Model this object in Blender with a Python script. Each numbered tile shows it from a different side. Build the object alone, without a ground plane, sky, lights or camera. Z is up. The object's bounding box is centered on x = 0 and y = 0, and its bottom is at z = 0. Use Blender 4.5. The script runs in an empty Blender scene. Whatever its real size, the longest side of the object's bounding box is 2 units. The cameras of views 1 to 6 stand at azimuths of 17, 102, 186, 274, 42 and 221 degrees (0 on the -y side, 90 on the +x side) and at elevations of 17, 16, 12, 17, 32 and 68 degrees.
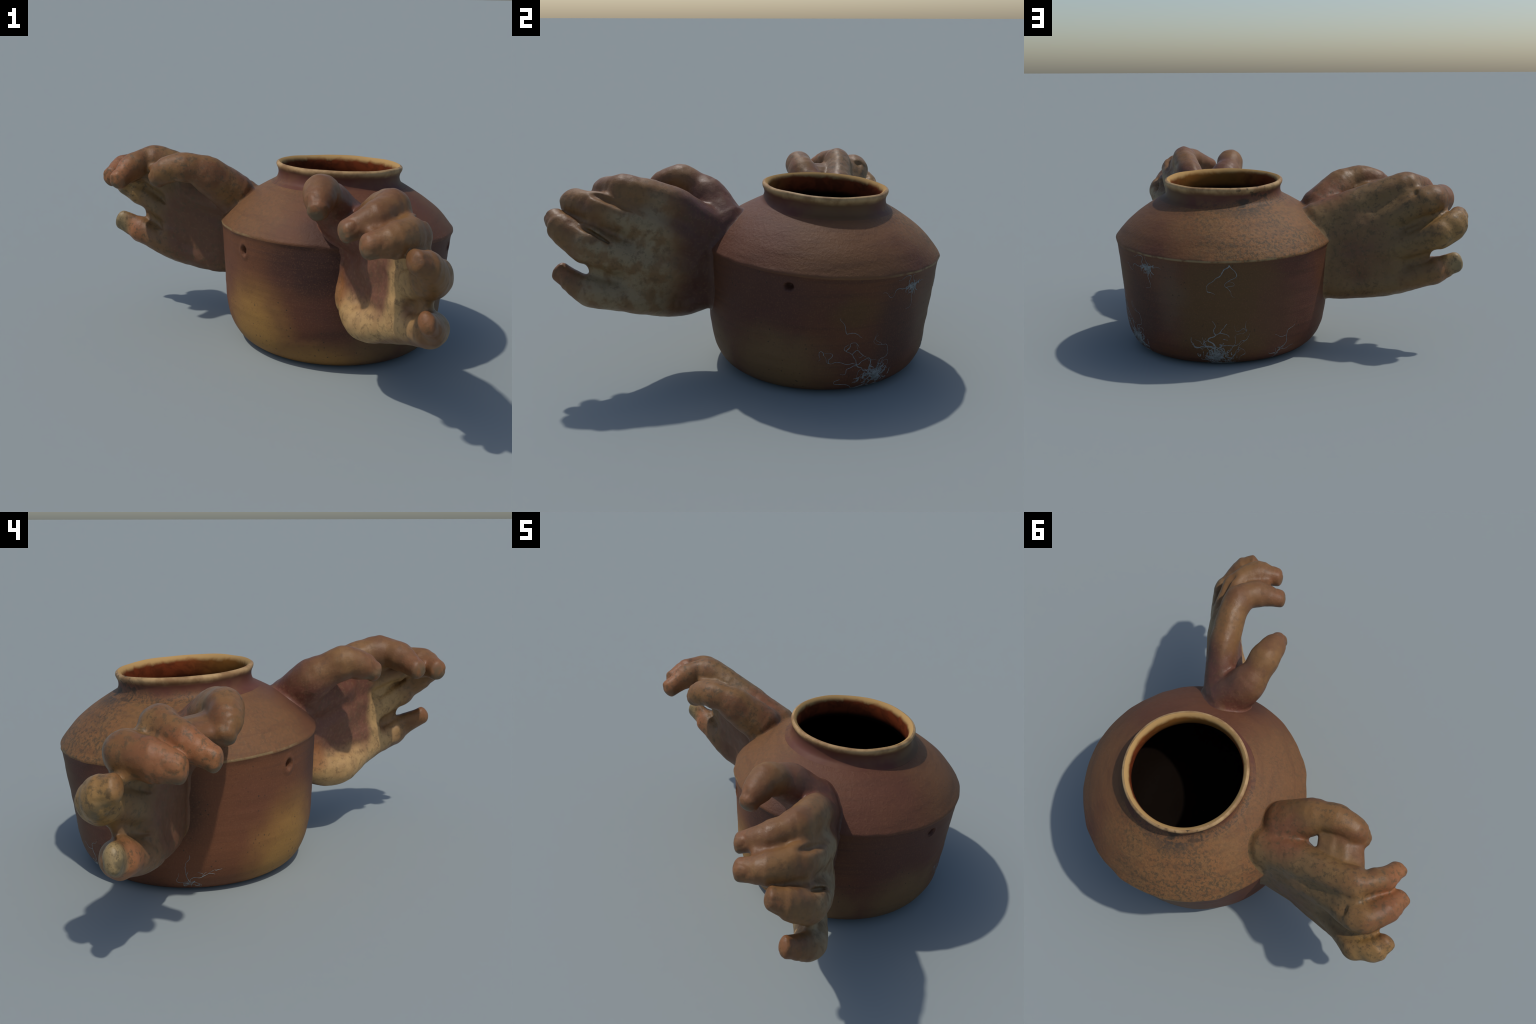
"""Salt-fired stoneware jar with two cupped hands growing out of its wall."""
import bpy, math, random
import numpy as np
from mathutils import Vector

# ------------------------------------------------------------------ the jar
AX, AY = 0.322, 0.322          # jar axis at ridge height
RIDGE_Z = 0.612

# outer profile of the jar (radius, height) from the foot up to the lip
FOOT_TO_RIDGE = [(0.0, 0.000), (0.30, 0.000), (0.440, 0.003), (0.485, 0.022), (0.516, 0.056), (0.541, 0.110),
                 (0.556, 0.185), (0.565, 0.285), (0.574, 0.40), (0.583, 0.50), (0.589, 0.572), (0.594, 0.600)]
RIDGE_TO_NECK = [(0.5945, 0.607), (0.590, 0.618), (0.566, 0.648), (0.521, 0.695), (0.457, 0.745), (0.391, 0.786),
                 (0.345, 0.812)]
NECK_TO_LIP = [(0.322, 0.826), (0.3115, 0.842), (0.308, 0.862), (0.311, 0.880), (0.317, 0.893), (0.3195, 0.903),
               (0.3165, 0.912), (0.3065, 0.9165)]
INNER = [(0.296, 0.912), (0.2895, 0.902), (0.286, 0.885), (0.284, 0.860), (0.288, 0.830), (0.302, 0.790),
         (0.35, 0.735), (0.42, 0.66), (0.47, 0.58), (0.495, 0.48), (0.48, 0.38), (0.42, 0.31), (0.30, 0.245), (0.0, 0.22)]


def catmull(pts, n):
    """Centripetal-ish Catmull-Rom curve resampled to n points by length."""
    p = np.array(pts, float)
    p = np.vstack([2 * p[0] - p[1], p, 2 * p[-1] - p[-2]])
    out = []
    for i in range(1, len(p) - 2):
        for t in np.linspace(0, 1, 24, endpoint=False):
            a, b, c, d = p[i - 1:i + 3]
            out.append(0.5 * (2 * b + (c - a) * t + (2 * a - 5 * b + 4 * c - d) * t * t + (3 * b - a - 3 * c + d) * t ** 3))
    out.append(p[-2])
    out = np.array(out)
    s = np.r_[0, np.cumsum(np.linalg.norm(np.diff(out, axis=0), axis=1))]
    q = np.linspace(0, s[-1], n)
    return np.stack([np.interp(q, s, out[:, k]) for k in range(out.shape[1])], 1)


def smooth01(t):
    t = np.clip(t, 0, 1)
    return t * t * (3 - 2 * t)


def lattice_noise(P, scale, seed):
    """Smooth value noise in [-1, 1] at the points P (n,3)."""
    rng = np.random.RandomState(seed)
    tab = rng.rand(4096) * 2 - 1
    q = P * scale
    i = np.floor(q).astype(np.int64)
    f = q - i
    f = f * f * (3 - 2 * f)
    r = np.zeros(len(P))
    for dx in (0, 1):
        for dy in (0, 1):
            for dz in (0, 1):
                h = ((i[:, 0] + dx) * 73856093 ^ (i[:, 1] + dy) * 19349663 ^ (i[:, 2] + dz) * 83492791) & 4095
                w = (f[:, 0] if dx else 1 - f[:, 0]) * (f[:, 1] if dy else 1 - f[:, 1]) * (f[:, 2] if dz else 1 - f[:, 2])
                r += w * tab[h]
    return r


HOLES = [(-0.019, -0.157, 0.549), (0.908, 0.258, 0.553)]    # two poked holes below the ridge
PROFILE = np.array(FOOT_TO_RIDGE + RIDGE_TO_NECK + NECK_TO_LIP)


def jar_warp(r, a, z):
    """Place profile point (radius, angle, height) in the leaning, slightly uneven jar."""
    lean = 0.055 * smooth01(z / 0.5)
    foot = np.clip(1 - z / .22, 0, 1)
    cx, cy = AX + .010 * foot, AY + 0.045 * (z - RIDGE_Z) + .016 * foot
    r = r * (1 + 0.008 * np.cos(2 * a + 0.6) * smooth01((z - .75) / .1) + 0.003 * np.sin(3 * a + 1.0))
    r = r - .002 * np.clip(np.cos(a - .75), 0, 1) ** 4 * smooth01((z - .2) / .2) * smooth01((.75 - z) / .1)
    x = cx + r * np.cos(a)
    y = cy + r * np.sin(a)
    return np.stack([x, y, z - lean * (y - cy) + 0.008 * (x - cx) * smooth01(z / .5)], -1)


def jar_outer_radius(z):
    return np.interp(z, PROFILE[2:-2, 1], PROFILE[2:-2, 0])


def jar_distance(P):
    """Approximate signed distance to the jar's outer skin (negative inside)."""
    x, y = P[..., 0] - AX, P[..., 1]
    z = P[..., 2].copy()
    for _ in range(2):
        cy = AY + 0.045 * (z - RIDGE_Z)
        z = P[..., 2] + 0.055 * (y - cy) * smooth01(z / .5) - .008 * x * smooth01(z / .5)
    r = np.hypot(x, y - cy)
    R = jar_outer_radius(z)
    d = r - R
    slope = np.gradient(np.interp(np.linspace(0, .95, 400), PROFILE[2:-2, 1], PROFILE[2:-2, 0]), 0.95 / 399)
    sl = np.interp(z, np.linspace(0, .95, 400), slope)
    return d / np.sqrt(1 + np.clip(sl, -3, 3) ** 2)


ROOT = bpy.data.objects.new("handled_jar", None)
bpy.context.collection.objects.link(ROOT)
ROOT["label"] = "brown stoneware jar with two cupped clay hands as handles"
ROOT["category"] = "clay pot"


def add_mesh(name, verts, faces, mats, parent=ROOT, normals=None, smooth=True, face_mat=None):
    me = bpy.data.meshes.new(name)
    me.from_pydata([tuple(v) for v in verts], [], [tuple(int(i) for i in f) for f in faces])
    me.update()
    ob = bpy.data.objects.new(name, me)
    bpy.context.collection.objects.link(ob)
    ob.parent = parent
    for m in (mats if isinstance(mats, list) else [mats]):
        me.materials.append(m)
    if smooth:
        me.shade_smooth()
    if face_mat is not None:
        me.polygons.foreach_set("material_index", np.array(face_mat, np.int32))
    if normals is not None:
        me.normals_split_custom_set_from_vertices([tuple(n) for n in normals])
    return ob


def vertex_normals(V, F):
    n = np.zeros_like(V)
    F = np.asarray(F)
    fn = np.cross(V[F[:, 2]] - V[F[:, 0]], V[F[:, 3 if F.shape[1] == 4 else 1]] - V[F[:, 1 if F.shape[1] == 4 else 0]])
    for k in range(F.shape[1]):
        np.add.at(n, F[:, k], fn)
    return n / np.maximum(np.linalg.norm(n, axis=1, keepdims=True), 1e-12)


# ------------------------------------------------------------------ materials
class Nodes:
    """Tiny helper to write node graphs as expressions."""

    def __init__(self, name):
        self.mat = bpy.data.materials.new(name)
        self.mat.use_nodes = True
        self.t = self.mat.node_tree
        self.t.nodes.clear()
        self.co = self.new("ShaderNodeTexCoord").outputs["Object"]
        sep = self.new("ShaderNodeSeparateXYZ")
        self.link(self.co, sep.inputs[0])
        self.x, self.y, self.z = sep.outputs

    def new(self, t):
        return self.t.nodes.new(t)

    def link(self, a, b):
        self.t.links.new(a, b)

    def put(self, v, sock):
        if isinstance(v, bpy.types.NodeSocket):
            self.link(v, sock)
        elif isinstance(v, (tuple, list)) and sock.type == 'RGBA':
            sock.default_value = (*v[:3], 1)
        else:
            sock.default_value = v

    def math(self, op, a, b=0.0, clamp=False):
        n = self.new("ShaderNodeMath")
        n.operation = op
        n.use_clamp = clamp
        self.put(a, n.inputs[0])
        self.put(b, n.inputs[1])
        return n.outputs[0]

    def add(self, a, b): return self.math('ADD', a, b)
    def sub(self, a, b): return self.math('SUBTRACT', a, b)
    def mul(self, a, b): return self.math('MULTIPLY', a, b)
    def max(self, a, b): return self.math('MAXIMUM', a, b)

    def step(self, v, lo, hi, a=0.0, b=1.0):
        n = self.new("ShaderNodeMapRange")
        n.interpolation_type = 'SMOOTHSTEP'
        self.put(v, n.inputs[0])
        for i, q in enumerate((lo, hi, a, b)):
            self.put(q, n.inputs[i + 1])
        return n.outputs[0]

    def stretch(self, s):
        n = self.new("ShaderNodeMapping")
        n.inputs["Scale"].default_value = s
        self.link(self.co, n.inputs[0])
        return n.outputs[0]

    def noise(self, scale, detail=4.0, rough=0.55, co=None, distort=0.0):
        n = self.new("ShaderNodeTexNoise")
        self.link(co or self.co, n.inputs["Vector"])
        n.inputs["Scale"].default_value = scale
        n.inputs["Detail"].default_value = detail
        n.inputs["Roughness"].default_value = rough
        n.inputs["Distortion"].default_value = distort
        return n.outputs[0]

    def voronoi(self, scale, co=None):
        n = self.new("ShaderNodeTexVoronoi")
        self.link(co or self.co, n.inputs["Vector"])
        n.inputs["Scale"].default_value = scale
        return n.outputs["Distance"]

    def mix(self, f, a, b):
        n = self.new("ShaderNodeMix")
        n.data_type = 'RGBA'
        self.put(f, n.inputs[0])
        self.put(a, n.inputs[6])
        self.put(b, n.inputs[7])
        return n.outputs[2]

    def blob(self, c, r, soft, wob=None, amp=0.0, squash=(1, 1, 1)):
        """Soft-edged patch: 1 within r of c, 0 beyond r+soft; wob roughens the edge."""
        m = self.new("ShaderNodeVectorMath")
        m.operation = 'SUBTRACT'
        self.link(self.co, m.inputs[0])
        m.inputs[1].default_value = c
        s = self.new("ShaderNodeVectorMath")
        s.operation = 'MULTIPLY'
        self.link(m.outputs[0], s.inputs[0])
        s.inputs[1].default_value = squash
        ln = self.new("ShaderNodeVectorMath")
        ln.operation = 'LENGTH'
        self.link(s.outputs[0], ln.inputs[0])
        d = ln.outputs["Value"]
        if wob is not None:
            d = self.add(d, self.mul(self.sub(wob, 0.5), amp))
        return self.step(d, r, r + soft, 1.0, 0.0)

    def finish(self, color, rough=0.5, bump=None, strength=0.3, dist=0.01, spec=0.24, coat=0.0, tint=(1.04, .98, .85)):
        # iron-rich clay: one warm tint over everything
        warm = self.new("ShaderNodeMix")
        warm.data_type = 'RGBA'
        warm.blend_type = 'MULTIPLY'
        warm.inputs[0].default_value = 1.0
        self.put(color, warm.inputs[6])
        warm.inputs[7].default_value = (*tint, 1)
        color = warm.outputs[2]
        p = self.new("ShaderNodeBsdfPrincipled")
        self.put(color, p.inputs["Base Color"])
        self.put(rough, p.inputs["Roughness"])
        p.inputs["Specular IOR Level"].default_value = spec
        p.inputs["Coat Weight"].default_value = coat
        p.inputs["Coat Roughness"].default_value = 0.25
        if bump is not None:
            b = self.new("ShaderNodeBump")
            b.inputs["Strength"].default_value = strength
            b.inputs["Distance"].default_value = dist
            self.put(bump, b.inputs["Height"])
            self.link(b.outputs[0], p.inputs["Normal"])
        o = self.new("ShaderNodeOutputMaterial")
        self.link(p.outputs[0], o.inputs[0])
        return self.mat


BROWN = (0.125, 0.050, 0.025)
PLUM = (0.098, 0.038, 0.027)
TAN = (0.200, 0.105, 0.045)
OCHRE = (0.30, 0.165, 0.048)
CREAM = (0.46, 0.315, 0.165)
SOOT = (0.035, 0.028, 0.020)
UMBER = (0.088, 0.046, 0.021)


def ridge_line(N, wob):
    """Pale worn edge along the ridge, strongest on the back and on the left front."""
    zl = N.sub(N.add(N.z, N.mul(N.sub(N.y, AY), .055)), N.mul(N.sub(N.x, AX), .008))
    line = N.step(N.math('ABSOLUTE', N.sub(zl, .607)), .002, .007, 1.0, 0.0)
    where = N.max(N.blob((.35, .92, .58), .30, .25), N.mul(N.blob((-.15, -.05, .62), .14, .15), .8))
    return N.mul(line, N.mul(where, N.step(wob, .30, .55)))


def wall_material():
    N = Nodes("fired_wall")
    big = N.noise(2.2, 3)
    mid = N.noise(9, 5)
    rings = N.noise(6.0, 5, co=N.stretch((0.25, 0.25, 7.0)))
    c = N.mix(N.step(big, .38, .62), BROWN, PLUM)
    c = N.mix(N.mul(N.step(rings, .48, .62), .45), c, (.075, .035, .024))
    # warm red-brown left side, olive umber back, plum-grey quarter between
    c = N.mix(N.mul(N.blob((-.25, .05, .2), .25, .40, mid, .25), .7), c, (0.150, .058, .029))
    c = N.mix(N.mul(N.blob((.22, .90, .32), .20, .22, mid, .25), .85), c, (0.105, .060, .026))
    c = N.mix(N.mul(N.blob((-.05, .76, .30), .06, .20, mid, .25), .6), c, (0.115, .050, .034))
    c = N.mix(N.mul(N.blob((.54, .85, .40), .02, .16, mid, .15, (1.2, 1, .5)), .55), c, (.115, .078, .062))
    c = N.mix(N.mul(N.blob((.70, .74, .30), .05, .16, mid, .15, (1, 1, .6)), .8), c, (.062, .031, .026))
    c = N.mix(N.mul(N.blob((.83, .56, .43), .04, .14, mid, .12, (1, 1, 1.6)), .6), c, (.100, .058, .022))
    c = N.mix(N.mul(N.blob((.86, .10, .50), .10, .22, mid, .2, (1, .7, 1.3)), .7), c, (.080, .035, .028))
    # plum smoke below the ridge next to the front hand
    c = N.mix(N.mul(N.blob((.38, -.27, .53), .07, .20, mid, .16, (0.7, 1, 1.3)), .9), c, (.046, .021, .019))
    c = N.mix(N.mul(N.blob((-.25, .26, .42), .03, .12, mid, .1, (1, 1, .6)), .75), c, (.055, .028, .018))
    c = N.mix(N.mul(N.blob((.29, -.24, .22), .02, .14, mid, .12), .6), c, (.125, .045, .024))
    # pale flame flash on the lower front wall and round the foot
    f = N.blob((.03, -.17, .13), .06, .26, mid, .12, (1.0, 1, .85))
    f = N.max(f, N.mul(N.blob((.33, -.22, .00), .06, .17, mid, .08, (.45, 1, 1.1)), .75))
    c = N.mix(N.mul(f, .95), c, OCHRE)
    f = N.blob((.85, .18, .14), .08, .22, mid, .15, (1, .8, 1.1))
    f = N.max(f, N.mul(N.blob((.64, -.12, .13), .06, .14, mid, .1), .8))
    c = N.mix(N.mul(f, .65), c, (.165, .108, .050))
    # iron specks
    sp = N.step(N.voronoi(38), .11, .19, 1.0, 0.0)
    sp = N.mul(sp, N.step(N.noise(7, 2), .50, .60))
    c = N.mix(N.mul(sp, .75), c, SOOT)
    grain = N.noise(150, 3)
    c = N.mix(N.mul(N.step(grain, .5, .70), .28), c, (.20, .095, .050))
    c = N.mix(N.mul(N.step(N.noise(70, 4, .7), .55, .68), .25), c, (.055, .027, .017))
    c = N.mix(N.mul(ridge_line(N, N.noise(22, 4)), .7), c, (.28, .22, .12))
    bump = N.add(N.mul(rings, .5), N.mul(grain, .22))
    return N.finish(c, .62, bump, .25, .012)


def shoulder_material():
    N = Nodes("speckled_shoulder")
    mid = N.noise(8, 5)
    fine = N.noise(55, 6, .65)
    turn = N.noise(5, 5, .6, co=N.stretch((1, 1, 9)))
    c = N.mix(N.step(N.noise(3, 3), .35, .65), (.138, .060, .029), (.116, .047, .029))
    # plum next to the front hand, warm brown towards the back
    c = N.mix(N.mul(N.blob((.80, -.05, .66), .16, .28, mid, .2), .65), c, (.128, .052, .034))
    c = N.mix(N.mul(N.blob((.78, .55, .70), .14, .25, mid, .2), .75), c, (.170, .082, .038))
    # ash-freckled side, facing the back and the left hand
    ash = N.blob((.08, .66, .68), .24, .34, mid, .25)
    c = N.mix(N.mul(ash, .95), c, N.mix(N.step(N.noise(9, 4), .4, .6), TAN, (.215, .104, .043)))
    ash2 = N.blob((-.04, .06, .68), .20, .26, mid, .2)
    c = N.mix(N.mul(ash2, .75), c, (.185, .092, .042))
    where = N.max(N.mul(ash, 1.0), N.mul(ash2, .5))
    fr = N.mul(N.step(N.noise(58, 8, .75), .475, .56), where)
    fr = N.mul(fr, N.step(N.noise(6, 3), .32, .55, .35, 1.0))
    c = N.mix(N.mul(fr, .9), c, (.088, .060, .034))
    c = N.mix(N.mul(N.step(fine, .54, .66), N.add(.12, N.mul(where, .25))), c, (.25, .130, .060))
    c = N.mix(N.mul(N.step(turn, .5, .62), .22), c, (.080, .037, .024))
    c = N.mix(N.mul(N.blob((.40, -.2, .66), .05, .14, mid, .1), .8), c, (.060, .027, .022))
    soot = N.blob((.22, .60, .83), .05, .10, mid, .10, (.6, 1, 1))
    c = N.mix(N.mul(soot, N.step(fine, .35, .60, .3, .9)), c, (.050, .040, .034))
    c = N.mix(N.mul(ridge_line(N, N.noise(22, 4)), .7), c, (.28, .22, .12))
    bump = N.add(N.add(N.mul(fine, .8), N.mul(mid, .3)), N.mul(turn, .4))
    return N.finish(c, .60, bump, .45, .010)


def neck_material():
    N = Nodes("glazed_neck")
    mid = N.noise(10, 5)
    c = N.mix(N.step(mid, .35, .65), (.125, .052, .032), (.105, .038, .028))
    c = N.mix(N.mul(N.blob((.62, .48, .84), .10, .2, mid, .2), .6), c, (.125, .078, .034))
    # the shoulder's ash freckles creep up the foot of the neck
    tilt = N.add(N.z, N.mul(N.sub(N.y, AY), .062))
    ash = N.mul(N.blob((.05, .50, .82), .24, .26, mid, .25), N.step(N.add(tilt, N.mul(N.sub(mid, .5), .05)), .870, .815))
    c = N.mix(N.mul(ash, .9), c, N.mix(N.step(N.noise(58, 8, .75), .475, .56), (.175, .090, .042), (.080, .055, .034)))
    # pale lip where the glaze ran thin
    lip = N.step(N.add(tilt, N.mul(N.sub(mid, .5), .025)), .874, .902)
    c = N.mix(N.mul(lip, .92), c, N.mix(N.step(N.noise(14, 4), .35, .65), (.26, .155, .075), CREAM))
    dark = N.mul(N.blob((.1, .62, .885), .06, .14, N.noise(20, 4), .2), N.step(N.noise(24, 5), .5, .6))
    c = N.mix(N.mul(dark, .8), c, SOOT)
    return N.finish(c, .6, N.mul(mid, 1.0), .2, .01)


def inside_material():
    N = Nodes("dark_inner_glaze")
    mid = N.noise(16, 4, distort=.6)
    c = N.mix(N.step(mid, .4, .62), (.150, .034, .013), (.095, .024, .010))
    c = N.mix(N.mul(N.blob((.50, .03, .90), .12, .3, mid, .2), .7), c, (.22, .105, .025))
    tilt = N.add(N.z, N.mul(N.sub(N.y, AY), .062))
    c = N.mix(N.step(tilt, .84, .80), c, (.005, .003, .002))  # near-black below the neck: the unlit interior's shade painted into the colour
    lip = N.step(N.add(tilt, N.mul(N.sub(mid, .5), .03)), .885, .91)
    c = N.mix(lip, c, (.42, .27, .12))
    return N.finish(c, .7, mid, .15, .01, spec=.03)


def root_material():
    N = Nodes("dried_rootlets")
    c = N.mix(N.step(N.noise(60, 3), .3, .7), (.15, .15, .14), (.25, .265, .26))
    return N.finish(c, .8, tint=(1, 1, 1))


def hand_material(name, front):
    N = Nodes(name)
    mid = N.noise(9, 5)
    fine = N.noise(70, 6, .65)
    soft = N.noise(5, 3)

    def plane(a, b, k):
        return N.add(N.add(N.mul(N.x, a), N.mul(N.y, b)), k)
    if front:
        c = N.mix(N.step(soft, .38, .62), (.205, .108, .044), (.158, .074, .034))
        # s: from the back of the hand (-) to its palm (+); t: from wrist to knuckles
        s_ = plane(-.785, -.62, .785 * .70 - .62 * .39)
        s_ = N.add(s_, N.mul(N.sub(N.z, .62), .10))
        t_ = plane(.62, -.785, -.62 * .55 - .785 * .2)
        wob = N.mul(N.sub(mid, .5), .10)
        # grey-tan back of the hand with brown blotches
        back = N.mul(N.step(s_, .03, -.03), N.mul(N.step(N.add(t_, wob), .16, .34), N.step(t_, .78, .60)))
        c = N.mix(N.mul(back, .85), c, N.mix(N.step(N.noise(11, 4), .45, .60), (.265, .205, .130), (.195, .120, .062)))
        # smoky wrist
        wr = N.mul(N.step(s_, .05, -.02), N.step(N.add(t_, wob), .27, .12))
        c = N.mix(N.mul(wr, .85), c, (.080, .034, .030))
        c = N.mix(N.mul(N.blob((.50, -.20, .84), .08, .14, mid, .1), .7), c, (.115, .048, .040))
        # cream palm and finger roots, plum hollow, orange heel
        palm = N.mul(N.step(s_, .025, .055), N.step(N.add(t_, N.mul(wob, .6)), .66, .50))
        palm = N.mul(palm, N.step(N.add(N.z, N.mul(t_, -.45)), .62, .50))
        c = N.mix(palm, c, N.mix(N.step(N.noise(20, 5), .4, .65), (.42, .27, .125), (.36, .225, .105)))
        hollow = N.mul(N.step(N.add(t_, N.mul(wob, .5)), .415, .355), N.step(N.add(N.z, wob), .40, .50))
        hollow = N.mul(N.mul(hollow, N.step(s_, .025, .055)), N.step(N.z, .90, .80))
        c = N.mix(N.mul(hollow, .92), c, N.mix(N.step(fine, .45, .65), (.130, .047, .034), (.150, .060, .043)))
        c = N.mix(N.mul(N.blob((.46, -.27, .44), .04, .07, mid, .06), .7), c, (.30, .120, .045))
        for t in ((.58, -.77, .85), (.69, -.88, .83), (.42, -.54, .88), (.93, -.85, .58)):
            c = N.mix(N.mul(N.blob(t, .03, .09, mid, .08), .6), c, (.215, .088, .040))
        tips = [(.57, -.78, .83), (.69, -.88, .81), (.42, -.54, .85)]
    else:
        c = N.mix(N.step(soft, .38, .62), (.200, .104, .040), (.160, .070, .031))
        c = N.mix(N.mul(N.blob((-.45, .46, .62), .22, .28, mid, .25), .8), c, (.180, .122, .058))
        c = N.mix(N.mul(N.blob((-.42, .20, .52), .20, .14, mid, .12), .85), c, (.120, .050, .032))
        c = N.mix(N.mul(N.blob((-.27, .27, .80), .06, .12, mid, .1), .7), c, (.185, .068, .038))
        c = N.mix(N.mul(N.blob((-.80, .08, .80), .06, .12, mid, .1), .55), c, (.300, .110, .048))
        c = N.mix(N.mul(N.blob((-.89, .19, .81), .05, .12, mid, .1), .5), c, (.290, .115, .052))
        c = N.mix(N.mul(N.blob((-.85, .36, .43), .02, .10, mid, .06), .7), c, (.32, .125, .055))
        c = N.mix(N.mul(N.blob((-.93, .44, .66), .07, .13, mid, .15), .75), c, (.30, .185, .068))
        c = N.mix(N.mul(N.blob((-.96, .38, .47), .05, .06, mid, .08), .7), c, (.30, .24, .13))
        tips = [(-.97, .37, .44), (-.97, .40, .64), (-.79, .06, .745), (-.88, .17, .735), (-.56, .05, .78)]
    c = N.mix(N.mul(N.step(fine, .5, .70), .22), c, (.27, .155, .075))
    st = N.step(N.noise(36, 8, .74), .50, .60)
    c = N.mix(N.mul(N.mul(st, N.step(N.noise(4, 3), .35, .6, .3, 1.0)), .38 if front else .72), c, (.080, .060, .032))
    c = N.mix(N.mul(N.step(N.noise(18, 5, .6), .56, .70), .30), c, (.105, .048, .026))
    for t in tips:
        k = N.mul(N.blob(t, .025, .06, mid, .08), N.step(N.noise(20, 4), .40, .54))
        c = N.mix(N.mul(k, .75), c, (.105, .085, .052))
    bump = N.add(N.mul(fine, .4), N.mul(mid, .8))
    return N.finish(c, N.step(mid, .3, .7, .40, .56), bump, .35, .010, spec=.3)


# ------------------------------------------------------------------ jar meshes
def weather(V, zz, nm):
    """Throwing rings, dents, a ragged ridge and the two poked holes."""
    out = V - np.array([AX, AY, 0])
    out[:, 2] = 0
    out /= np.maximum(np.linalg.norm(out, axis=1, keepdims=True), 1e-6)
    V = V.copy()
    lift = 0.003 * lattice_noise(V, 9, 8) * smooth01((zz - .8) / .05)
    if nm != "inside":
        amp = 0.0030 * lattice_noise(V, 7, 3) + 0.0012 * lattice_noise(V * [1, 1, 5], 6, 4)
        amp *= smooth01((zz - 0.02) / .08)
        ridge = np.exp(-((zz - .606) / .012) ** 2)
        amp += ridge * (0.004 * lattice_noise(V, 16, 5) + .002)
        if nm == "neck":
            amp *= 0.5
        holes = np.zeros(len(V))
        if nm == "wall":
            for h, deep, wide in zip(HOLES, (.06, .04), (.011, .020)):
                d = np.linalg.norm((V - np.array(h)) * [1, 1, .75 if deep > .05 else 1.25], axis=1)
                holes += deep * smooth01(1 - (d - .009) / wide) - .004 * np.exp(-((d - .027) / .008) ** 2)
        V += out * (amp - holes)[:, None]
    V[:, 2] += lift
    if nm == "inside":
        # clay heaped up on one side of the floor
        V[:, 2] += .22 * (V[:, 0] - AX) * smooth01((.62 - zz) / .25) + .01 * lattice_noise(V, 8, 9) * smooth01((.6 - zz) / .2)
    return V


def build_jar():
    NA = 560
    sections = [("wall", FOOT_TO_RIDGE, 170, wall_material()),
                ("shoulder", RIDGE_TO_NECK, 60, shoulder_material()),
                ("neck", NECK_TO_LIP, 34, neck_material()),
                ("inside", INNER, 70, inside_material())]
    chain = []
    for i, (nm, pts, n, m) in enumerate(sections):
        if i:
            pts = [last] + pts
        last = pts[-1]
        chain.append((nm, catmull(pts, n), m))
    a = np.linspace(0, 2 * np.pi, NA, endpoint=False)
    for nm, prof, m in chain:
        prof[:, 0] = np.maximum(prof[:, 0], 0.002)
        R, A = np.meshgrid(prof[:, 0], a, indexing='ij')
        Z = np.repeat(prof[:, 1][:, None], NA, 1)
        V = jar_warp(R, A, Z).reshape(-1, 3)
        k = np.arange(len(prof) - 1)[:, None] * NA
        j = np.arange(NA)
        F = np.stack([k + j, k + (j + 1) % NA, k + NA + (j + 1) % NA, k + NA + j], -1).reshape(-1, 4)
        V = weather(V, np.repeat(prof[:, 1], NA), nm)
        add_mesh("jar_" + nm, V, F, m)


# ------------------------------------------------------------------ hands: a distance field meshed by surface nets
def cone_distance(P, a, b, ra, rb):
    a, b = np.array(a), np.array(b)
    ab = b - a
    t = np.clip(((P - a) @ ab) / (ab @ ab), 0, 1)
    d = np.linalg.norm(P - a - t[..., None] * ab, axis=-1)
    return d - (ra + (rb - ra) * t)


def smin(a, b, k):
    h = np.clip(k - np.abs(a - b), 0, None) / k
    return np.minimum(a, b) - h * h * k * 0.25


def curve_nodes(nodes, n):
    return catmull(nodes, n)


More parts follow.
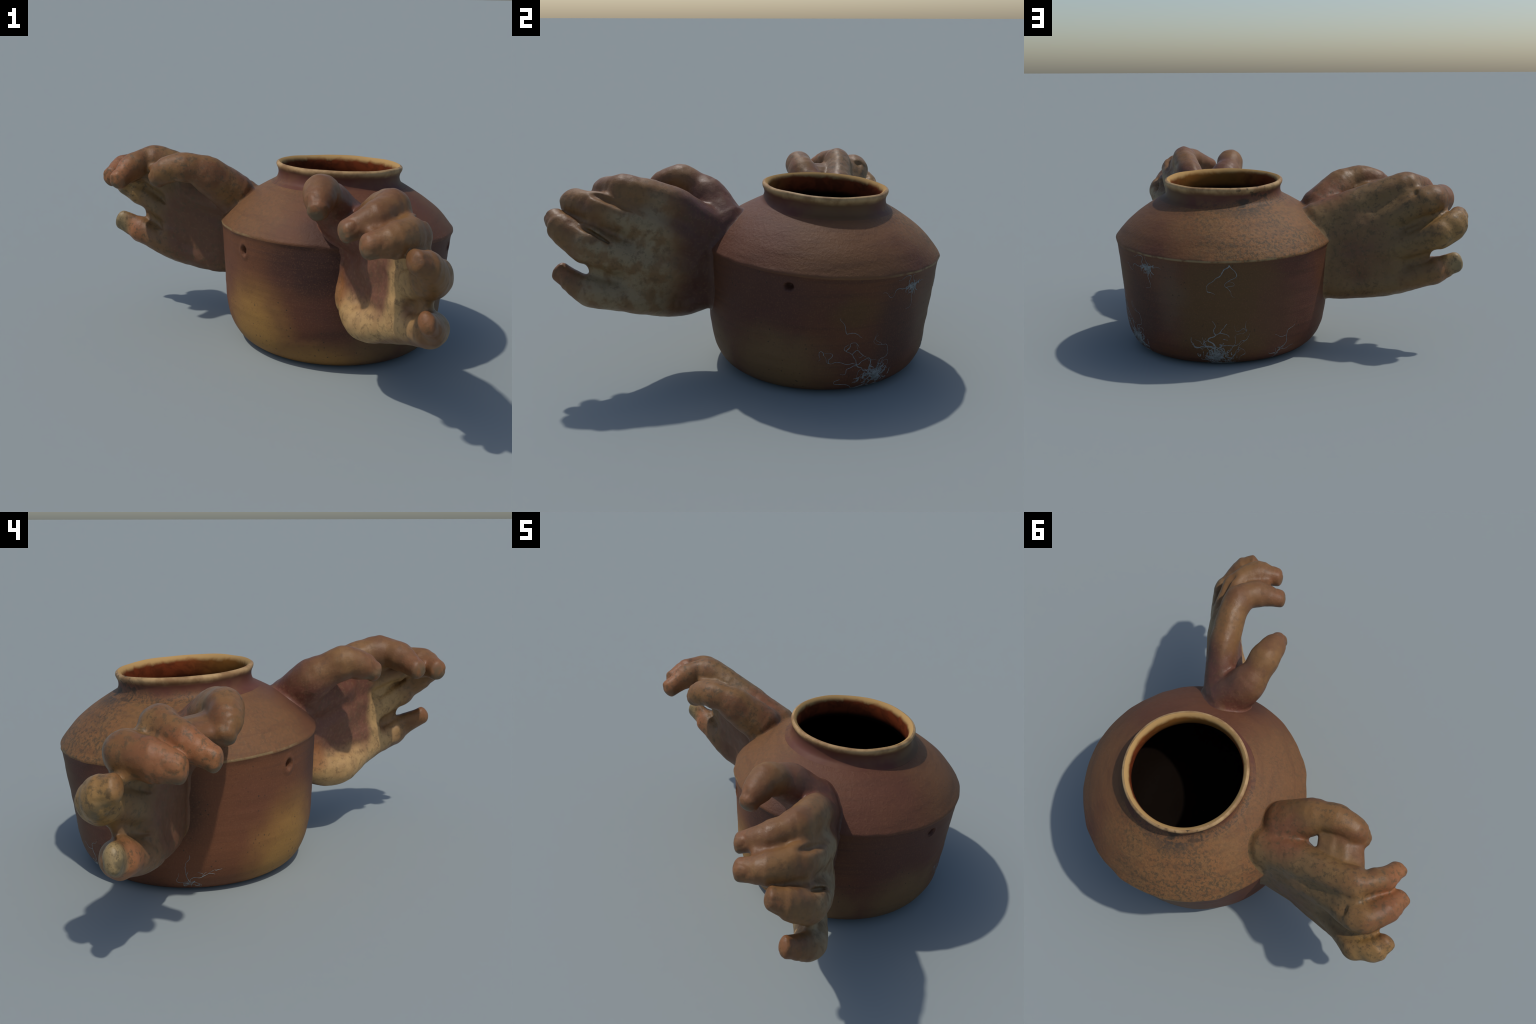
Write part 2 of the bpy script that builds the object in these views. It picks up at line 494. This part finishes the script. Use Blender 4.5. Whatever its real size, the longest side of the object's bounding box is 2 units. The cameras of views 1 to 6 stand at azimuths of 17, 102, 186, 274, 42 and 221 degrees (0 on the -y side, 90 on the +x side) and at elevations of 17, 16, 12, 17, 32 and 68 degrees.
def surface_nets(D, lo, h):
    """Quad mesh of the zero level of the grid D."""
    S = D < 0
    nx, ny, nz = D.shape
    c = np.zeros((nx - 1, ny - 1, nz - 1), int)
    for i in (0, 1):
        for j in (0, 1):
            for k in (0, 1):
                c += S[i:nx - 1 + i, j:ny - 1 + j, k:nz - 1 + k]
    cells = np.argwhere((c > 0) & (c < 8))
    idx = -np.ones(c.shape, int)
    idx[tuple(cells.T)] = np.arange(len(cells))
    acc = np.zeros((len(cells), 3))
    cnt = np.zeros(len(cells))
    corners = np.array([(i, j, k) for i in (0, 1) for j in (0, 1) for k in (0, 1)])
    for p in range(8):
        for q in range(p + 1, 8):
            if np.abs(corners[p] - corners[q]).sum() != 1:
                continue
            A = D[tuple((cells + corners[p]).T)]
            B = D[tuple((cells + corners[q]).T)]
            m = (A < 0) != (B < 0)
            t = np.where(m, A / np.where(m, A - B, 1), 0)
            acc += np.where(m[:, None], corners[p] + t[:, None] * (corners[q] - corners[p]), 0)
            cnt += m
    V = (cells + acc / cnt[:, None]) * h + lo
    faces = []
    for ax in range(3):
        u, v = (ax + 1) % 3, (ax + 2) % 3
        sl0 = [slice(None)] * 3
        sl1 = [slice(None)] * 3
        sl0[ax], sl1[ax] = slice(0, -1), slice(1, None)
        s0, s1 = S[tuple(sl0)], S[tuple(sl1)]
        e = np.argwhere(s0 != s1)
        ok = (e[:, u] > 0) & (e[:, v] > 0) & (e[:, u] < D.shape[u] - 1) & (e[:, v] < D.shape[v] - 1)
        e = e[ok]
        du, dv = np.eye(3, dtype=int)[u], np.eye(3, dtype=int)[v]
        q = np.stack([idx[tuple((e - du - dv).T)], idx[tuple((e - dv).T)], idx[tuple(e.T)], idx[tuple((e - du).T)]], 1)
        flip = ~s0[tuple(e.T)]
        q[flip] = q[flip][:, ::-1]
        faces.append(q)
    return V, np.vstack(faces)


def relax(V, F, n):
    e = np.vstack([F[:, [0, 1]], F[:, [1, 2]], F[:, [2, 3]], F[:, [3, 0]]])
    deg = np.zeros(len(V))
    np.add.at(deg, e[:, 0], 1)
    np.add.at(deg, e[:, 1], 1)
    for i in range(n):
        for w in (0.5, -0.52):
            s = np.zeros_like(V)
            np.add.at(s, e[:, 0], V[e[:, 1]])
            np.add.at(s, e[:, 1], V[e[:, 0]])
            V = V + w * (s / deg[:, None] - V)
    return V


# each digit: spine nodes (x, y, z, radius) from wrist to tip; the first `root` nodes lie in the palm
FRONT_HAND = dict(
    thumb=(1, [(.47, -.15, .73, .10), (.405, -.27, .855, .088), (.40, -.39, .92, .076), (.412, -.47, .912, .066), (.424, -.535, .882, .050)]),
    index=(2, [(.55, -.17, .695, .09), (.66, -.375, .858, .084), (.73, -.565, .922, .076), (.685, -.68, .907, .067), (.588, -.76, .862, .048)]),
    middle=(2, [(.55, -.18, .58, .09), (.748, -.441, .75, .080), (.83, -.68, .85, .077), (.785, -.805, .862, .066), (.695, -.868, .845, .049)]),
    ring=(2, [(.545, -.19, .47, .088), (.807, -.503, .598, .082), (.92, -.70, .698, .084), (.918, -.81, .765, .068), (.875, -.872, .805, .049)]),
    little=(3, [(.54, -.195, .39, .085), (.612, -.375, .354, .088), (.788, -.515, .413, .083), (.932, -.69, .478, .072), (.928, -.832, .555, .047)]))
SIDE_HAND = dict(
    thumb=(1, [(-.20, .20, .74, .10), (-.32, .115, .850, .084), (-.42, .07, .885, .074), (-.51, .055, .865, .065), (-.566, .06, .818, .049)]),
    index=(2, [(-.20, .335, .68, .108), (-.45, .305, .795, .086), (-.665, .268, .866, .075), (-.755, .17, .842, .070), (-.790, .065, .790, .050)]),
    middle=(2, [(-.20, .35, .57, .108), (-.55, .347, .70, .080), (-.78, .37, .803, .079), (-.848, .27, .80, .078), (-.880, .168, .783, .053)]),
    ring=(2, [(-.20, .355, .46, .104), (-.60, .381, .552, .080), (-.84, .455, .648, .078), (-.912, .438, .688, .072), (-.945, .375, .728, .053)]),
    little=(3, [(-.20, .355, .37, .104), (-.36, .348, .345, .092), (-.60, .366, .366, .082), (-.81, .395, .432, .072), (-.932, .390, .475, .055)]))
# thin clay webs left between digits: (digit, along, digit, along, half thickness)
FINGER_WEBS = [(p, .50 + .03 * i, q, .50 + .03 * i, .020)
               for p, q, n in (("index", "middle", 15), ("middle", "ring", 14), ("ring", "little", 10)) for i in range(n)]
FRONT_WEBS = FINGER_WEBS
SIDE_WEBS = FINGER_WEBS + [("thumb", .50 + .055 * i, "index", .44 + .030 * i, .022) for i in range(10)]
# fleshy pads that level the palm between the finger rays
FRONT_PADS = [((.575, -.255, .44, .065), (.808, -.533, .51, .071)), ((.57, -.25, .53, .072), (.765, -.475, .67, .072)),
              ((.48, -.19, .70, .075), (.66, -.40, .755, .064))]
SIDE_PADS = [((-.30, .345, .43, .088), (-.60, .370, .46, .070)), ((-.30, .335, .52, .092), (-.575, .355, .63, .070)),
             ((-.22, .26, .68, .085), (-.48, .30, .72, .068))]
# narrow slits between the fingers: (start, end, radius)
FRONT_SLITS = [((.835, -.50, .850), (.87, -.67, .930), .016), ((.915, -.59, .710), (.965, -.745, .820), .015),
               ((.795, -.60, .68), (.87, -.72, .765), .011), ((.805, -.615, .530), (.90, -.75, .60), .011),
               ((.70, -.57, .80), (.74, -.67, .85), .012)]
SIDE_SLITS = [((-.60, .435, .79), (-.71, .405, .852), .012), ((-.68, .46, .65), (-.83, .475, .742), .014),
              ((-.66, .33, .465), (-.82, .36, .535), .010), ((-.64, .32, .62), (-.79, .36, .70), .011)]


def build_hand(name, digits, webs, pads, slits, face, mat, lo, hi, seed):
    h = 0.0065
    lo, hi = np.array(lo), np.array(hi)
    n = np.ceil((hi - lo) / h).astype(int)
    g = np.stack(np.meshgrid(*[lo[i] + h * np.arange(n[i]) for i in range(3)], indexing='ij'), -1)
    P = g.reshape(-1, 3)
    palm = None
    face = np.array(face)
    flatten = np.eye(3) + 0.55 * np.outer(face, face)
    gf = g @ flatten
    field, spine = {}, {}
    for key, (root, nodes) in digits.items():
        nodes = np.array(nodes)
        c = curve_nodes(nodes, 25)
        # knuckles swell a little, the stretches between them thin out
        for q in nodes[root:-1]:
            c[:, 3] += .007 * np.exp(-(np.linalg.norm(c[:, :3] - q[:3], axis=1) / .035) ** 2)
        c[1:-1, 3] -= .0025
        # how far along the spine the palm ends
        seg = np.linalg.norm(np.diff(nodes[:, :3], axis=0), axis=1)
        cut = int(round(24 * seg[:root].sum() / seg.sum())) if key != "thumb" else 7
        d = np.full(tuple(n), 0.5)
        pd = np.full(tuple(n), 0.5)
        m, gm = (np.eye(3), g) if key == "thumb" else (flatten, gf)
        for i in range(24):
            # only the grid cells near this piece of the spine
            reach = max(c[i, 3], c[i + 1, 3]) + 0.11
            a0 = np.clip(((np.minimum(c[i, :3], c[i + 1, :3]) - reach - lo) / h).astype(int), 0, n)
            b0 = np.clip(((np.maximum(c[i, :3], c[i + 1, :3]) + reach - lo) / h).astype(int) + 1, 0, n)
            box = tuple(slice(p, q) for p, q in zip(a0, b0))
            d[box] = np.minimum(d[box], cone_distance(gm[box], c[i, :3] @ m, c[i + 1, :3] @ m, c[i, 3], c[i + 1, 3]))
            if i < cut:
                pd[box] = np.minimum(pd[box], cone_distance(g[box], c[i, :3], c[i + 1, :3], c[i, 3], c[i + 1, 3]))
        d, pd = d.reshape(-1), pd.reshape(-1)
        # blunt finger end
        tip, along = c[-1, :3], c[-1, :3] - c[-4, :3]
        along /= np.linalg.norm(along)
        near = np.linalg.norm(P - tip, axis=1) < .12
        d[near] = -smin(-d[near], -((P[near] - tip) @ along - 0.85 * c[-1, 3]), .03)
        field[key] = d
        spine[key] = (c, cut)
        palm = pd if palm is None else smin(palm, pd, 0.055)
    for a, b in pads:
        palm = smin(palm, cone_distance(P, a[:3], b[:3], a[3], b[3]), 0.04)
    D = palm
    for key in field:
        D = smin(D, field[key], 0.035 if key == "thumb" else 0.015)
    for ka, ta, kb, tb, half in webs:
        pa, pb = spine[ka][0][min(24, int(ta * 24))], spine[kb][0][int(tb * 24)]
        drop = np.array([0, 0, .018 if ka == "thumb" else 0])
        D = smin(D, cone_distance(P, pa[:3] - drop, pb[:3] - drop, half, half), 0.02)
    for a, b, r in slits:
        # a groove about three times as deep as it is wide
        a, b = np.array(a), np.array(b)
        flat = lambda q: q - np.multiply.outer((q - a) @ face, face) * 0.5
        D = -smin(-D, cone_distance(flat(P), a, flat(b), .5 * r, 1.05 * r), 0.012)
    band = np.abs(D) < 0.06
    Q = P[band]
    D[band] += 0.005 * lattice_noise(Q, 10, seed) + 0.0018 * lattice_noise(Q, 34, seed + 1)
    D[band] = smin(D[band], jar_distance(Q) + 0.006, 0.03)
    V, F = surface_nets(D.reshape(n), lo, h)
    V = relax(V, F, 3)
    # keep only what stands out of the jar
    keep = jar_distance(V) > -0.012
    # faint nail beds on the outer side of every tip
    N = vertex_normals(V, F)
    heart = np.mean([spine[k][0][10, :3] for k in spine], axis=0) + face * .06
    for key, (c, cut) in spine.items():
        tip, along = c[-1, :3], c[-1, :3] - c[-4, :3]
        along /= np.linalg.norm(along)
        outer = tip - heart
        outer -= along * (outer @ along)
        outer /= np.linalg.norm(outer)
        side = np.cross(along, outer)
        q = V - (tip - along * .004 + outer * c[-1, 3] * .9)
        e = np.hypot((q @ along) / .036, (q @ side) / .027)
        on = (np.abs(q @ outer) < .035) & (e < 2)
        groove = np.where(on, -.0026 * np.exp(-((e - 1) / .25) ** 2), 0)
        V = V + N * groove[:, None]
    # and drop the thin skin that merely follows the jar far from the hand
    dist = np.full(len(V), 9.0)
    owner = np.zeros(len(V), int)
    best = np.full(len(V), 9.0)
    keys = list(digits)
    for ki, key in enumerate(keys):
        c, cut = spine[key]
        for i in range(24):
            d = cone_distance(V, c[i, :3], c[i + 1, :3], c[i, 3], c[i + 1, 3])
            dist = np.minimum(dist, d)
            m = d < best
            best[m] = d[m]
            owner[m] = ki + 1 if i >= cut else 0
    keep &= (dist < 0.05) | (jar_distance(V) > 0.015)
    ok = keep[F].all(1)
    F = F[ok]
    N = vertex_normals(V, F)
    holder = None
    fo = np.sort(owner[F], axis=1)[:, 1]
    for r in range(len(keys) + 1):
        f = F[fo == r]
        if not len(f):
            continue
        used, inv = np.unique(f, return_inverse=True)
        nm = "palm" if r == 0 else ("thumb" if keys[r - 1] == "thumb" else keys[r - 1] + "_finger")
        if holder is None:
            holder = bpy.data.objects.new(name, None)
            bpy.context.collection.objects.link(holder)
            holder.parent = ROOT
        add_mesh(nm, V[used], inv.reshape(-1, 4), mat, holder, normals=N[used])


def jar_wall_point(a, z, lift=0.0):
    prof = catmull(FOOT_TO_RIDGE, 170)[60:]
    r = np.interp(z, prof[:, 1], prof[:, 0]) + lift
    V = jar_warp(r, a, z)
    return weather(V, z, "plain")


# dried rootlets stuck to the wall: (angle, height, tangle count, tangle size, runners (heading, length, width))
ROOTS = [(40.0, .100, 110, .075, [(2.6, .34, 2.6), (2.0, .30, 2.4), (1.75, .32, 1.2), (3.0, .40, 1.9), (.6, .16, 1.6), (.2, .14, 1.3), (2.9, .2, 1.4)]),
         (94.0, .075, 150, .085, [(2.4, .26, 3.2), (2.0, .22, 3.0), (1.9, .30, 1.5), (1.1, .2, 2.0), (.5, .22, 1.6), (.25, .30, 1.7), (.8, .26, 1.2), (3.0, .16, 1.5)]),
         (56.0, .540, 40, .032, [(2.9, .16, 1.6), (3.6, .22, 1.4), (.3, .10, 1.4), (4.4, .15, 1.2), (.9, .09, 1.1)]),
         (101.0, .590, 0, .02, [(4.5, .20, 2.2), (4.6, .24, 1.5)]),
         (130.0, .060, 6, .03, [(1.0, .20, 1.7), (.4, .12, 1.2)]),
         (186.0, .060, 8, .04, [(2.0, .12, 1.6), (1.2, .14, 1.4), (3.0, .12, 1.2), (.2, .12, 1.1)]),
         (22.0, .330, 0, .02, [(2.6, .10, 1.1), (.2, .09, 1.3)])]


def build_roots():
    rng = random.Random(7)
    mat = root_material()
    for deg, z0, count, size, runners in ROOTS:
        verts, faces = [], []

        def strand(a, z, head, length, width, curl, depth=0):
            step = 0.005
            n = max(4, int(length / step))
            path, bias = [], head
            turn = rng.uniform(-.2, .2)
            for i in range(n):
                path.append((a, z))
                turn = .75 * turn + rng.gauss(0, curl)
                head += turn + .08 * (bias - head)
                a += -math.cos(head) * step / .56 * -1
                z += math.sin(head) * step
                z = min(max(z, .012), .595)
                if depth < 2 and i > 3 and rng.random() < .035 and length > .1:
                    strand(a, z, head + rng.choice((-.9, .9)), length * rng.uniform(.2, .45), width * .65, curl * 1.2, depth + 1)
            q = np.array(path)
            C = jar_wall_point(q[:, 0], q[:, 1], .0006)
            out = C - np.array([AX, AY, 0])
            out[:, 2] = 0
            out /= np.linalg.norm(out, axis=1, keepdims=True)
            T = np.gradient(C, axis=0)
            T /= np.maximum(np.linalg.norm(T, axis=1, keepdims=True), 1e-9)
            S = np.cross(T, out)
            base = len(verts)
            for k in range(n):
                w = .001 * width * (1 - .75 * k / n) * rng.uniform(.6, 1.2)
                for sx, sy in ((1, -.3), (.5, .6), (-.5, .6), (-1, -.3)):
                    verts.append(C[k] + S[k] * w * sx + out[k] * min(w, .0016) * sy)
            for k in range(n - 1):
                for m in range(4):
                    p, r = base + 4 * k + m, base + 4 * k + (m + 1) % 4
                    faces.append((p, r, r + 4, p + 4))

        a0 = math.radians(deg)
        for head, length, width in runners:
            # headings run along the wall: 0 to the viewer's right, pi/2 up
            strand(a0, z0, head, length, width * 1.35, .16)
        for i in range(count):
            rr = size * abs(rng.gauss(0, .45))
            th = rng.uniform(0, 2 * math.pi)
            strand(a0 + rr * 1.3 * math.cos(th) / .55, max(.012, z0 + rr * math.sin(th) - .2 * size), rng.uniform(0, 6.28),
                   rng.uniform(.02, .06), rng.uniform(1.2, 4.2), .4)
        ob = add_mesh("rootlets", np.array(verts), faces, mat, smooth=False)
        ob["kind"] = "stuff"


build_jar()
build_roots()
build_hand("clay_hand", FRONT_HAND, FRONT_WEBS, FRONT_PADS, FRONT_SLITS, (-.785, -.62, 0), hand_material("front_hand_clay", True), (.25, -1.02, .18), (1.06, -.02, 1.08), 21)
build_hand("clay_hand", SIDE_HAND, SIDE_WEBS, SIDE_PADS, SIDE_SLITS, (.1, -.995, 0), hand_material("side_hand_clay", False), (-1.06, -.08, .18), (-.02, .62, 1.06), 31)
